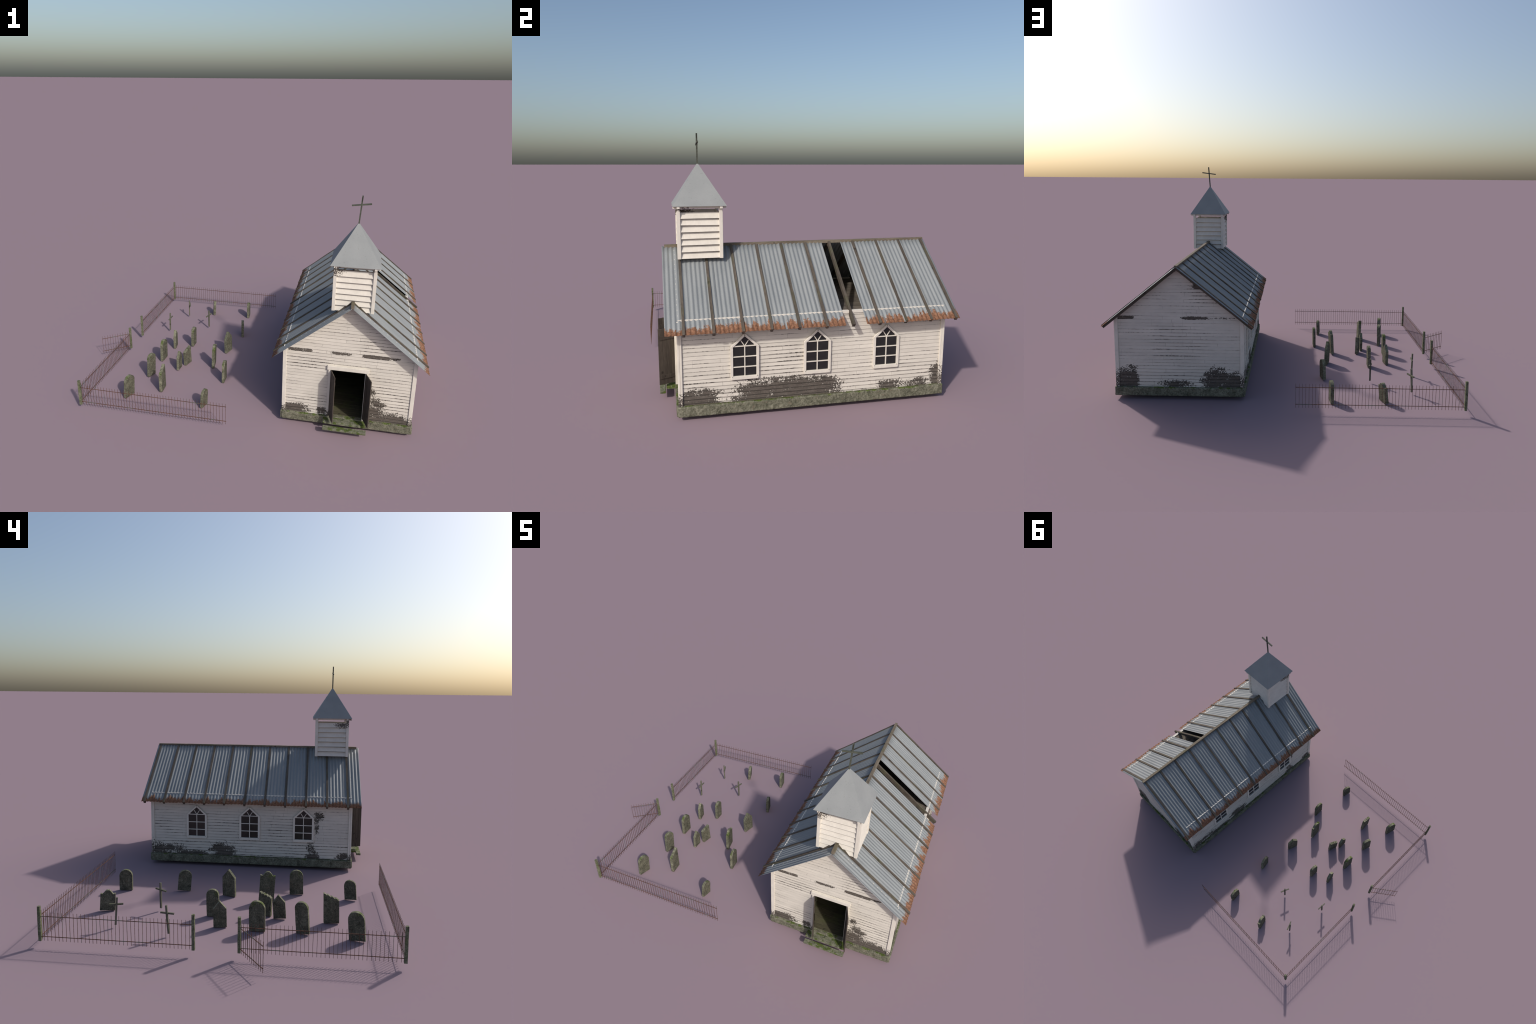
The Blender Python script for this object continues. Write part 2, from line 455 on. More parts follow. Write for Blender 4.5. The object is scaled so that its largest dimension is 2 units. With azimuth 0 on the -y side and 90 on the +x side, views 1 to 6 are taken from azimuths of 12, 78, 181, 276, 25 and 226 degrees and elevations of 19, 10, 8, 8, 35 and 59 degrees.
def prism(name, poly, plane, a, b, parent, mat, bev=0.0):
    """polygon in (h, z), drawn on the plane across axis 'x' or 'y', from a to b"""
    bm = bmesh.new()
    def P(h, z, d):
        return (d, h, z) if plane == 'x' else (h, d, z)
    lo = [bm.verts.new(P(h, z, a)) for h, z in poly]
    hi = [bm.verts.new(P(h, z, b)) for h, z in poly]
    bm.faces.new(lo)
    bm.faces.new(hi[::-1])
    n = len(poly)
    for i in range(n):
        bm.faces.new((lo[i], hi[i], hi[(i + 1) % n], lo[(i + 1) % n]))
    if bev:
        bevel_all(bm, bev)
    return link(name, from_bm(bm, name), parent, [mat])


def beam_bm(bm, p0, p1, w, h, side, bev=0.0006, segs=1, wobble=0.0):
    """square-section timber from p0 to p1; 'side' is the direction of w"""
    p0, p1 = Vector(p0), Vector(p1)
    d = (p1 - p0).normalized()
    s = Vector(side)
    s = (s - d * s.dot(d)).normalized()
    t = d.cross(s)
    rings = []
    for i in range(segs + 1):
        c = p0.lerp(p1, i / segs)
        k = 1.0
        off = Vector((0, 0, 0))
        if wobble:
            off = s * noise.noise(c * 9 + Vector((3, 1, 2))) * wobble + t * noise.noise(c * 9) * wobble
            k = 1 + 0.12 * noise.noise(c * 21)
        rings.append([bm.verts.new(c + off + s * (a * w / 2 * k) + t * (b * h / 2 * k))
                      for a, b in ((-1, -1), (1, -1), (1, 1), (-1, 1))])
    bm.faces.new(rings[0][::-1])
    bm.faces.new(rings[-1])
    for i in range(segs):
        for j in range(4):
            bm.faces.new((rings[i][j], rings[i][(j + 1) % 4], rings[i + 1][(j + 1) % 4], rings[i + 1][j]))


def beam(name, p0, p1, w, h, side, parent, mat, segs=1, wobble=0.0, bev=0.0007):
    bm = bmesh.new()
    beam_bm(bm, p0, p1, w, h, side, segs=segs, wobble=wobble)
    if bev:
        es = [e for e in bm.edges if len(e.link_faces) == 2 and e.calc_face_angle(0) > 0.8]
        bmesh.ops.bevel(bm, geom=es, offset=bev, segments=1, affect='EDGES')
    return link(name, from_bm(bm, name), parent, [mat])


def empty(name, loc, parent=None):
    e = bpy.data.objects.new(name, None)
    e.location = loc
    e.empty_display_size = 0.05
    COL.objects.link(e)
    return e


# ================================================================== THE CHAPEL
chapel = empty('chapel', (CX, 0, SLAB_Z0))
chapel['label'] = 'derelict white clapboard chapel with louvred belfry and rusty corrugated roof'
chapel['category'] = 'church'

# ---- foundation: four rough stone sills
XL, XR = CX - 0.3460, CX + 0.3455
for (x0, x1, y0, y1, z1) in ((XL, XL + 0.07, -0.6220, 0.6220, 0.0640), (XR - 0.07, XR, -0.6220, 0.6220, 0.0640),
                             (XL + 0.008, XR - 0.006, -0.6270, -0.555, 0.0655), (XL + 0.006, XR - 0.006, 0.555, 0.6265, 0.0655)):
    bm = bmesh.new()
    box_bm(bm, x0, x1, y0, y1, SLAB_Z0 + (z1 - 0.064), z1)
    bevel_all(bm, 0.0045, 2)
    long_e = [e for e in bm.edges if e.calc_length() > 0.3]
    bmesh.ops.subdivide_edges(bm, edges=long_e, cuts=150, use_grid_fill=True)
    mid_e = [e for e in bm.edges if e.calc_length() > 0.02]
    bmesh.ops.subdivide_edges(bm, edges=mid_e, cuts=6, use_grid_fill=True)
    for v in bm.verts:
        v.co += noise.noise_vector(v.co * 55) * 0.0011 + noise.noise_vector(v.co * 160) * 0.0006
    link('foundation_sill', from_bm(bm, 'foundation_sill'), chapel, [M_SLAB])

# ---- floor planks across the nave
ny = 34
for i in range(ny):
    y0 = -0.602 + i * 1.204 / ny
    dz = rnd.uniform(-0.0006, 0.0006)
    box('floor_plank', XL + 0.012, XR - 0.012, y0 + 0.0005, y0 + 1.204 / ny - 0.0005, 0.058, 0.0672 + dz, chapel, M_FLOOR, 0.0006)

# ---- steps in front of the door
for (x0, x1, y0, y1, z0, z1) in ((0.493, 0.711, -0.6675, -0.600, 0.0480, 0.0625), (0.4935, 0.7165, -0.6985, -0.6708, 0.0300, 0.0430)):
    bm = bmesh.new()
    zc = (z0 + z1) / 2
    box_bm(bm, x0, x1, y0, y1, z0 - z1 + 0.03, 0.03)
    bevel_all(bm, 0.0016, 1)
    bmesh.ops.subdivide_edges(bm, edges=[e for e in bm.edges if e.calc_length() > 0.1], cuts=44, use_grid_fill=True)
    bmesh.ops.subdivide_edges(bm, edges=[e for e in bm.edges if e.calc_length() > 0.012], cuts=6, use_grid_fill=True)
    for v in bm.verts:
        v.co += noise.noise_vector(v.co * 60) * 0.0007
    st = link('step', from_bm(bm, 'step'), None, [M_STEP])
    st.location.z = z1 - 0.03
    st.parent = chapel
    st.matrix_parent_inverse = Matrix.Translation(chapel.location).inverted()

# ---- wall cores (bare wood inside), then clapboards outside
T = 0.011
EX, WX = CX + WALL_X, CX - WALL_X
gable = lambda xa, xb: [(xa, FLOOR_Z), (xb, FLOOR_Z), (xb, roof_z(xb) - 0.004), (CX, RIDGE_Z - 0.006), (xa, roof_z(xa) - 0.004)]
WALLS = {}
WALLS['E'] = prism('wall', [(-WALL_Y, FLOOR_Z), (WALL_Y, FLOOR_Z), (WALL_Y, WALL_TOP - 0.012), (-WALL_Y, WALL_TOP - 0.012)], 'x', EX - T, EX, chapel, M_BARE)
WALLS['W'] = prism('wall', [(-WALL_Y, FLOOR_Z), (WALL_Y, FLOOR_Z), (WALL_Y, WALL_TOP - 0.012), (-WALL_Y, WALL_TOP - 0.012)], 'x', WX, WX + T, chapel, M_BARE)
WALLS['N'] = prism('wall', gable(WX + T, EX - T), 'y', WALL_Y - T, WALL_Y, chapel, M_BARE)
xa, xb = WX + T, EX - T
WALLS['S'] = prism('wall', [(xa, FLOOR_Z), (DOOR[0], FLOOR_Z), (DOOR[0], DOOR[2]), (DOOR[1], DOOR[2]), (DOOR[1], FLOOR_Z), (xb, FLOOR_Z),
                            (xb, roof_z(xb) - 0.004), (CX, RIDGE_Z - 0.006), (xa, roof_z(xa) - 0.004)], 'y', -WALL_Y, -WALL_Y + T, chapel, M_BARE)
# white plates on the long walls whose tops show through the sheeting valleys
for s in (1, -1):
    xo = CX + s * (WALL_X + 0.0045)
    xi = CX + s * (WALL_X - T)
    box('wall_plate', min(xo, xi), max(xo, xi), -0.6115, 0.6115, WALL_TOP - 0.0115, WALL_TOP + 0.0008, chapel, M_TRIM, 0.0005)


def clapboard(wall, side, h0a, h1a, h0b, h1b, z0, z1, mat):
    """one board: lower edge h0a..h1a at z0, upper edge h0b..h1b at z1"""
    lip = 0.0019 + rnd.uniform(-0.0003, 0.0006)
    tuck = 0.0003
    warp = [rnd.uniform(-0.0003, 0.0005) for _ in range(3)]
    n = max(2, int((h1a - h0a) / 0.03))
    bm = bmesh.new()
    rows = []
    for i in range(n + 1):
        t = i / n
        ha, hb = h0a + (h1a - h0a) * t, h0b + (h1b - h0b) * t
        w = noise.noise(Vector((ha * 14, z0 * 50, 1.7 if side in 'EN' else 5.1))) * 0.0005
        prof = ((ha, z0 + w, -0.001), (ha, z0 + w, lip + w), (hb, z1, tuck), (hb, z1, -0.001))
        ring = []
        for h, z, d in prof:
            if side == 'E':
                p = (EX + d, h, z)
            elif side == 'W':
                p = (WX - d, h, z)
            elif side == 'N':
                p = (h, WALL_Y + d, z)
            else:
                p = (h, -WALL_Y - d, z)
            ring.append(bm.verts.new(p))
        rows.append(ring)
    for i in range(n):
        for j in range(4):
            bm.faces.new((rows[i][j], rows[i][(j + 1) % 4], rows[i + 1][(j + 1) % 4], rows[i + 1][j]))
    bm.faces.new(rows[0][::-1])
    bm.faces.new(rows[-1])
    link('clapboard', from_bm(bm, 'clapboard'), WALLS[side], [mat])


def run_of_boards(side, spans, z0, z1, mat, shortest, longest):
    for (a0, a1, b0, b1) in spans:
        cuts = [0.0]
        L = a1 - a0
        pos = rnd.uniform(0.3, 1.0) * longest
        while pos < L - shortest:
            cuts.append(pos / L)
            pos += rnd.uniform(shortest, longest)
        cuts.append(1.0)
        for c0, c1 in zip(cuts, cuts[1:]):
            g = 0.0004
            clapboard(side, side, a0 + L * c0 + g, a0 + L * c1 - g, b0 + (b1 - b0) * c0 + g, b0 + (b1 - b0) * c1 - g, z0, z1, mat)


z = FLOOR_Z + 0.001
while z < WALL_TOP - 0.004:
    z1 = min(COURSE0 + PITCH * (math.floor((z - COURSE0) / PITCH + 1e-6) + 1), WALL_TOP - 0.0005)
    for side, mat in (('E', M_EAST), ('W', M_WEST)):
        run_of_boards(side, [(-0.6060, 0.6060, -0.6060, 0.6060)], z, z1, mat, 0.2, 0.5)
    z = z1

z = FLOOR_Z + 0.001
while z < RIDGE_Z - 0.012:
    z1 = COURSE0 + PITCH * (math.floor((z - COURSE0) / PITCH + 1e-6) + 1)
    def edge(zz, poke):
        # half width of the gable at this height; 'poke' lifts the cut through the sheet
        return min(WALL_X - 0.002, max(0.002, (RIDGE_Z + poke - zz) / SLOPE))
    lo, hi = edge(z, -0.006), edge(z1, 0.0)
    full = (CX - lo, CX + lo, CX - hi, CX + hi)
    run_of_boards('N', [full], z, z1, M_NORTH, 0.18, 0.42)
    if z1 < DOOR[2] + 0.004:
        sp = [(CX - lo, DOOR[0] - 0.003, CX - hi, DOOR[0] - 0.003), (DOOR[1] + 0.003, CX + lo, DOOR[1] + 0.003, CX + hi)]
    else:
        sp = [full]
    run_of_boards('S', sp, z, z1, M_SOUTH, 0.18, 0.42)
    z = z1

# ---- corner boards: one on each face of each corner
for sx in (1, -1):
    for sy in (1, -1):
        xo = CX + sx * 0.3395
        yo = sy * 0.6185
        ztop = roof_z(CX + sx * 0.337) - 0.002
        xs = sorted((xo, xo - sx * 0.0195))
        ys = sorted((yo, sy * 0.6085))
        box('corner_board', xs[0], xs[1], ys[0], ys[1], FLOOR_Z + 0.0012, ztop, chapel, M_CORNER, 0.0012)
        xs = sorted((xo - sx * 0.0003, CX + sx * 0.3305))
        ys = sorted((sy * 0.6083, sy * 0.599))
        box('corner_board', xs[0], xs[1], ys[0], ys[1], FLOOR_Z + 0.0012, ztop, chapel, M_CORNER, 0.0012)

# ---- windows: pointed casing, glazing bars, dark panes (built once, reused)
HW, ZS, ZA, ZB, FW = 0.0632, 0.3190, 0.3790, 0.1690, 0.0118


def bar(bm, p, q, w, x0, x1):
    d = Vector((q[0] - p[0], q[1] - p[1]))
    nrm = Vector((-d.y, d.x)).normalized() * w / 2
    pts = [(p[0] + nrm.x, p[1] + nrm.y), (p[0] - nrm.x, p[1] - nrm.y), (q[0] - nrm.x, q[1] - nrm.y), (q[0] + nrm.x, q[1] + nrm.y)]
    lo = [bm.verts.new((x0, h, zz)) for h, zz in pts]
    hi = [bm.verts.new((x1, h, zz)) for h, zz in pts]
    bm.faces.new(lo)
    bm.faces.new(hi[::-1])
    for i in range(4):
        bm.faces.new((lo[i], hi[i], hi[(i + 1) % 4], lo[(i + 1) % 4]))


bm = bmesh.new()
f2 = FW / 2
for s in (1, -1):
    bar(bm, (s * (HW - f2), ZB + 0.004), (s * (HW - f2), ZS - 0.001), FW, 0.0, 0.0085)       # stiles
    bar(bm, (s * (HW - 0.0025), ZS - 0.0030), (s * -0.0005, ZA - 0.0058), 0.0100, 0.0005, 0.0092)   # gable casing
bar(bm, (-HW + 0.0035, ZB + 0.0082), (HW - 0.0035, ZB + 0.0082), 0.0155, -0.0005, 0.0098)     # sill
bmesh.ops.bevel(bm, geom=list(bm.edges), offset=0.0009, segments=1, affect='EDGES')
me_frame = from_bm(bm, 'window')
me_frame.materials.append(M_TRIM)
bm = bmesh.new()
bar(bm, (0, ZB + 0.014), (0, ZS + 0.002), 0.0042, 0.0010, 0.0060)
for zz in (ZS + 0.0015, 0.2728, 0.2262):
    bar(bm, (-HW + FW - 0.002, zz), (HW - FW + 0.002, zz), 0.0042, 0.0012, 0.0058)
for s in (1, -1):
    bar(bm, (0, ZS + 0.001), (s * 0.0165, 0.3455), 0.0034, 0.0012, 0.0048)
    # little brackets in the casing corners
    bar(bm, (s * 0.0445, ZS + 0.0035), (s * 0.0445, ZS + 0.0095), 0.007, 0.0012, 0.0046)
me_bars = from_bm(bm, 'glazing_bar')
me_bars.materials.append(M_TRIM)
bm = bmesh.new()
iw = HW - FW + 0.003
poly = [(-iw, ZB + 0.012), (iw, ZB + 0.012), (iw, ZS), (0, ZA - 0.010), (-iw, ZS)]
lo = [bm.verts.new((-0.001, h, zz)) for h, zz in poly]
hi = [bm.verts.new((0.0016, h, zz)) for h, zz in poly]
bm.faces.new(lo)
bm.faces.new(hi[::-1])
for i in range(5):
    bm.faces.new((lo[i], hi[i], hi[(i + 1) % 5], lo[(i + 1) % 5]))
me_pane = from_bm(bm, 'window_pane')
bm = bmesh.new()
for h, zz in ((HW - 0.0085, ZB + 0.0145), (-HW + 0.0085, ZB + 0.0145), (0.0, ZA - 0.0075)):
    bar(bm, (h, zz - 0.0014), (h, zz + 0.0014), 0.0028, 0.004, 0.0102)
me_nail = from_bm(bm, 'nail_head')
me_nail.materials.append(M_SPIRECROSS)
me_pane.materials.append(M_GLASS)
for s in (1, -1):
    for yc in (-0.3288, 0.0, 0.3288):
        w = bpy.data.objects.new('window', me_frame)
        COL.objects.link(w)
        mtx = Matrix.Translation((CX + s * (WALL_X + 0.0018), yc, 0)) @ Matrix.Rotation(0 if s > 0 else math.pi, 4, 'Z')
        w.parent = chapel
        w.matrix_parent_inverse = Matrix.Translation(chapel.location).inverted()
        w.matrix_basis = mtx
        for nm, me in (('glazing_bar', me_bars), ('window_pane', me_pane), ('nail_head', me_nail)):
            c = bpy.data.objects.new(nm, me)
            COL.objects.link(c)
            c.parent = w

# ---- attic floor, seen through the hole in the roof
nx = 20
cw = (2 * (WALL_X - T) - 0.004) / nx
for i in range(nx):
    x0 = CX - WALL_X + T + 0.002 + i * cw
    dz = rnd.uniform(-0.0007, 0.0007)
    box('ceiling_plank', x0 + 0.0005, x0 + cw - 0.0005, -0.598, 0.598, 0.4405, 0.4475 + dz, chapel, M_CEIL, 0.0006)

# ---- door casing and the two plank doors standing open
yf = -WALL_Y
for x0, x1, jut in ((DOOR[0] - 0.0135, DOOR[0], 0.0155), (DOOR[1], DOOR[1] + 0.0135, 0.0155)):
    box('door_casing', x0, x1, yf - jut + 0.003, yf + T + 0.001, 0.066, 0.3465, chapel, M_CASING, 0.001)
box('door_casing', 0.4990, 0.7110, yf - 0.0125, yf + 0.006, 0.3470, 0.3695, chapel, M_CASING, 0.0012)
for hx, ox in ((0.5195, 0.5440), (0.6955, 0.7235)):
    d0, d1 = Vector((hx, -0.6235, 0)), Vector((ox, -0.6985, 0))
    npl = 4
    door = None
    u = (d1 - d0) / npl
    nrm = Vector((-u.y, u.x, 0)).normalized()
    for i in range(npl):
        a, b = d0 + u * (i + 0.015), d0 + u * (i + 0.985)
        za, zb = 0.0770 + rnd.uniform(-0.0008, 0.001), 0.3480 + rnd.uniform(-0.001, 0.0006)
        bm = bmesh.new()
        th = 0.0022 + rnd.uniform(0, 0.0003)
        lo = [bm.verts.new((p.x, p.y, za)) for p in (a + nrm * th, b + nrm * th, b - nrm * th, a - nrm * th)]
        hi = [bm.verts.new((v.co.x, v.co.y, zb)) for v in lo]
        bm.faces.new(lo)
        bm.faces.new(hi[::-1])
        for j in range(4):
            bm.faces.new((lo[j], hi[j], hi[(j + 1) % 4], lo[(j + 1) % 4]))
        bevel_all(bm, 0.0004)
        me = from_bm(bm, 'door_plank')
        if door is None:
            # the ledges nailed across the planks carry the door
            bl = bmesh.new()
            for zz in (0.115, 0.305):
                beam_bm(bl, tuple(d0 + u * 0.3 + nrm * 0.0036 + Vector((0, 0, zz))), tuple(d0 + u * 3.7 + nrm * 0.0036 + Vector((0, 0, zz))), 0.018, 0.0028, (0, 0, 1))
            door = link('door', from_bm(bl, 'door'), chapel, [M_DOOR])
        link('door_plank', me, door, [M_DOOR])

# ---- roof: overlapping corrugated sheets, one missing on the east slope
S0, SPITCH, SWIDTH, LAMBDA, AMP = -0.668, 0.1098, 0.1225, 0.1098 / 5.5, 0.0018
slope_len = EAVE_RUN / math.cos(ANG)
for side in (1, -1):
    nrm = Vector((side * math.sin(ANG), 0, math.cos(ANG)))
    dwn = Vector((side * math.cos(ANG), 0, -math.sin(ANG)))
    for k in range(12):
        if side == 1 and k == 7:
            continue
        y0 = S0 + k * SPITCH
        lift = 0.0004 if k % 2 else -0.0004
        extra = rnd.uniform(-0.0015, 0.002)
        skew = rnd.uniform(-0.0012, 0.0012)
        NY, NS = 72, 10
        bm = bmesh.new()
        grid = []
        for i in range(NY + 1):
            t = i / NY
            yy = y0 + t * SWIDTH
            ph = 2 * math.pi * (yy - S0) / LAMBDA + 0.6
            row = []
            for j in range(NS + 1):
                s = 0.004 + (slope_len + extra + skew * t - 0.004) * j / NS
                hgt = AMP * math.sin(ph) + lift + 0.0005 * noise.noise(Vector((s * 9, yy * 13, side * 4.0)))
                p = Vector((CX, yy + skew * j / NS, RIDGE_Z)) + dwn * s + nrm * hgt
                row.append(bm.verts.new(p))
            grid.append(row)
        for i in range(NY):
            for j in range(NS):
                bm.faces.new((grid[i][j], grid[i + 1][j], grid[i + 1][j + 1], grid[i][j + 1]))
        bmesh.ops.recalc_face_normals(bm, faces=bm.faces)
        bmesh.ops.solidify(bm, geom=list(bm.faces), thickness=0.0007)
        link('roof_sheet', from_bm(bm, 'roof_sheet'), chapel, [M_ROOF], smooth=True)
    # rafters proud of the sheets
    for k in range(11):
        yy = -0.5890 + 0.12335 * k
        a = Vector((CX, yy, RIDGE_Z)) + dwn * 0.005 - nrm * 0.0052
        b = Vector((CX, yy + rnd.uniform(-0.001, 0.001), RIDGE_Z)) + dwn * (slope_len + rnd.uniform(-0.002, 0.0015)) - nrm * 0.0052
        beam('rafter', a, b, 0.0122, 0.0205, (0, 1, 0), chapel, M_RAFTER, 14, 0.0006)
beam('ridge_beam', (CX, -0.656, RIDGE_Z - 0.0015), (CX, 0.658, RIDGE_Z - 0.0015), 0.0155, 0.0135, (1, 0, 0), chapel, M_RIDGE, 24, 0.0006)

# ---- belfry: four posts, head beams, tilted louvre slats, pyramid roof, cross
BX, BY, BH = CX, -0.4930, 0.1045
belfry = None
bm = bmesh.new()
for s in (1, -1):
    beam_bm(bm, (BX + s * 0.0965, BY - 0.1205, 0.9055), (BX + s * 0.0965, BY + 0.1205, 0.9055), 0.0125, 0.0120, (1, 0, 0))
    beam_bm(bm, (BX - 0.1195, BY + s * 0.0965, 0.9058), (BX + 0.1195, BY + s * 0.0965, 0.9058), 0.0125, 0.0112, (0, 1, 0))
belfry = link('belfry', from_bm(bm, 'belfry'), chapel, [M_BELFRY])
for sx in (1, -1):
    for sy in (1, -1):
        px, py = BX + sx * (BH - 0.0083), BY + sy * (BH - 0.0083)
        box('belfry_post', px - 0.0083, px + 0.0083, py - 0.0083, py + 0.0083, 0.6690, 0.9115, belfry, M_BELFRY, 0.001)
for sd in range(4):
    rot = Matrix.Rotation(sd * math.pi / 2, 4, 'Z')
    for k in range(7):
        zb = 0.6715 + k * 0.0305 + rnd.uniform(-0.0006, 0.0006)
        sag = rnd.uniform(-0.0012, 0.0012)
        bm = bmesh.new()
        L = 0.0895
        prof = ((0.1000, zb - 0.0002), (0.1018, zb), (0.0908, zb + 0.0272), (0.0888, zb + 0.0268))
        ends = []
        for t, dz in ((-L, sag), (L, -sag)):
            ends.append([bm.verts.new(Matrix.Translation((BX, BY, 0)) @ rot @ Vector((o, t, zz + dz))) for o, zz in prof])
        bm.faces.new(ends[0])
        bm.faces.new(ends[1][::-1])
        for j in range(4):
            bm.faces.new((ends[0][j], ends[1][j], ends[1][(j + 1) % 4], ends[0][(j + 1) % 4]))
        link('louvre_slat', from_bm(bm, 'louvre_slat'), belfry, [M_BELFRY])
bm = bmesh.new()
hb, z0, za = 0.1215, 0.9118, 1.1040
ring = [bm.verts.new((BX + a * hb, BY + b * hb, z0)) for a, b in ((-1, -1), (1, -1), (1, 1), (-1, 1))]
low = [bm.verts.new((BX + a * hb, BY + b * hb, z0 - 0.0015)) for a, b in ((-1, -1), (1, -1), (1, 1), (-1, 1))]
tip = bm.verts.new((BX, BY + 0.0006, za))
for i in range(4):
    bm.faces.new((ring[i], ring[(i + 1) % 4], tip))
    bm.faces.new((low[i], low[(i + 1) % 4], ring[(i + 1) % 4], ring[i]))
bm.faces.new(low[::-1])
spire = link('spire_roof', from_bm(bm, 'spire_roof'), chapel, [M_SPIRE])
cr = beam('steeple_cross', (0.6048, -0.4925, 1.090), (0.6152, -0.4940, 1.2370), 0.0070, 0.0070, (0, 1, 0), chapel, M_SPIRECROSS, 6, 0.0004)
beam('crossbar', (0.5655, -0.4940, 1.1868), (0.6600, -0.4940, 1.1980), 0.0074, 0.0068, (0, 1, 0), cr, M_SPIRECROSS, 6, 0.0004)

# ================================================================== THE GRAVEYARD
# stones: shape, x, y, yaw, width, thickness, height, shoulder, pitch, roll
STONES = [
    ('round', -0.195, 0.618, 5.5, .070, .0180, .1130, 0, 0.0, 0.5),
    ('round', -0.169, 0.303, 13., .071, .0175, .1120, 0, 0.5, 5.0),
    ('pointed', -0.208, 0.048, -16.5, .071, .0185, .1450, .102, -1.5, -0.6),
    ('ogee', -0.253, -0.151, 8., .078, .0180, .1520, .133, 3.0, 3.8),
    ('round', -0.142, -0.304, 3., .072, .0165, .1320, 0, 1.2, -1.0),
    ('round', -0.185, -0.588, -11.5, .061, .0160, .1030, 0, 1.5, -4.5),
    ('ogee', -0.472, 0.613, 17., .072, .0190, .1010, .084, 4.0, 3.5),
    ('round', -0.468, 0.086, -0.5, .060, .0185, .1325, 0, 1.5, -1.6),
    ('pointed', -0.581, 0.032, 9., .061, .0175, .1240, .087, 0.5, -1.1),
    ('broken', -0.426, -0.163, -17., .061, .0185, .1130, .094, -0.8, 1.5),
    ('pointed', -0.458, -0.235, 0., .060, .0165, .1170, .079, 0.0, -4.2),
    ('broken', -0.475, -0.478, 3.3, .072, .0180, .1460, .112, -0.8, -1.6),
    ('round', -0.599, -0.141, -2.5, .073, .0190, .1400, 0, 1.2, -0.7),
    ('round', -0.602, -0.348, -17.5, .061, .0180, .1460, 0, 0.2, -4.2),
    ('round', -0.641, -0.585, -15.5, .072, .0190, .1290, 0, 0.5, -4.5),
]


def stone_outline(shape, W, H, HS):
    w = W / 2
    if shape == 'round':
        n = 18
        arc = [(w * math.cos(math.pi * i / n), H - w + w * math.sin(math.pi * i / n)) for i in range(n + 1)]
        return [(-w, 0), (w, 0)] + arc
    if shape == 'pointed':
        return [(-w, 0), (w, 0), (w, HS), (0, H), (-w, HS)]
    if shape == 'ogee':
        r = []
        n = 16
        for i in range(n + 1):
            t = -1 + 2 * i / n                     # from +w to -w
            u = -t * w * 0.78
            q = abs(t)
            r.append((u, HS - 0.0035 + (H - HS + 0.0035) * (0.5 + 0.5 * math.cos(math.pi * q ** 1.35))))
        return [(-w, 0), (w, 0), (w, HS), (w * 0.80, HS - 0.001)] + r + [(-w * 0.80, HS - 0.001), (-w, HS)]
    # broken: a stepped, ragged fracture falling from the +w end to the -w end
    teeth, r = 4, []
    for k in range(teeth):
        for dt, lift in ((0.0, 0.0015), (0.35, 0.0025), (0.60, -0.0010), (0.85, -0.0035)):
            t = (k + dt) / teeth
            base = HS + (H - HS) * (1 - (k + dt * 0.75) / teeth)
            r.append((w - 2 * w * t, base + lift))
    return [(-w, 0), (w, 0)] + r + [(-w, HS - 0.002)]


for idx, (shape, x, y, yaw, W, TH, H, HS, pitch, roll) in enumerate(STONES):
    out = stone_outline(shape, W, H, HS)
    bm = bmesh.new()
    fr = [bm.verts.new((TH / 2, u, zz)) for u, zz in out]
    bk = [bm.verts.new((-TH / 2, u, zz)) for u, zz in out]
    f1 = bm.faces.new(fr)
    f2_ = bm.faces.new(bk[::-1])
    n = len(out)
    for i in range(n):
        bm.faces.new((fr[i], bk[i], bk[(i + 1) % n], fr[(i + 1) % n]))
    bmesh.ops.recalc_face_normals(bm, faces=bm.faces)
    es = [e for e in bm.edges if (e.verts[0].co.x * e.verts[1].co.x) > 0]
    bmesh.ops.bevel(bm, geom=es, offset=0.0014 if shape != 'broken' else 0.0007, segments=2, affect='EDGES', profile=0.6)
    bmesh.ops.triangulate(bm, faces=[f for f in bm.faces if len(f.verts) > 4])
    bmesh.ops.subdivide_edges(bm, edges=[e for e in bm.edges if e.calc_length() > 0.012], cuts=3, use_grid_fill=True)
    for v in bm.verts:
        k = v.co * 45 + Vector((idx * 3.1, 0, 0))
        v.co += noise.noise_vector(k) * 0.0007
    bm.normal_update()
    for f in bm.faces:
        f.material_index = 0 if abs(f.normal.x) > 0.75 else 1
    g = link('gravestone', from_bm(bm, 'gravestone'), None, [M_GRAVE, M_GRAVERIM])
    M = (Matrix.Translation((x, y, 0)) @ Matrix.Rotation(math.radians(yaw), 4, 'Z') @
         Matrix.Rotation(math.radians(pitch), 4, 'Y') @ Matrix.Rotation(math.radians(roll), 4, 'X'))
    low = min((M @ v.co).z for v in g.data.vertices)
    g.matrix_world = Matrix.Translation((0, 0, max(-low, 0))) @ M
    g['label'] = {'round': 'weathered mossy gravestone with a rounded top', 'pointed': 'weathered mossy gravestone with a pointed top',
                  'ogee': 'weathered mossy gravestone with a curved shouldered top', 'broken': 'weathered mossy gravestone with a broken top'}[shape]
    g['category'] = 'gravestone'

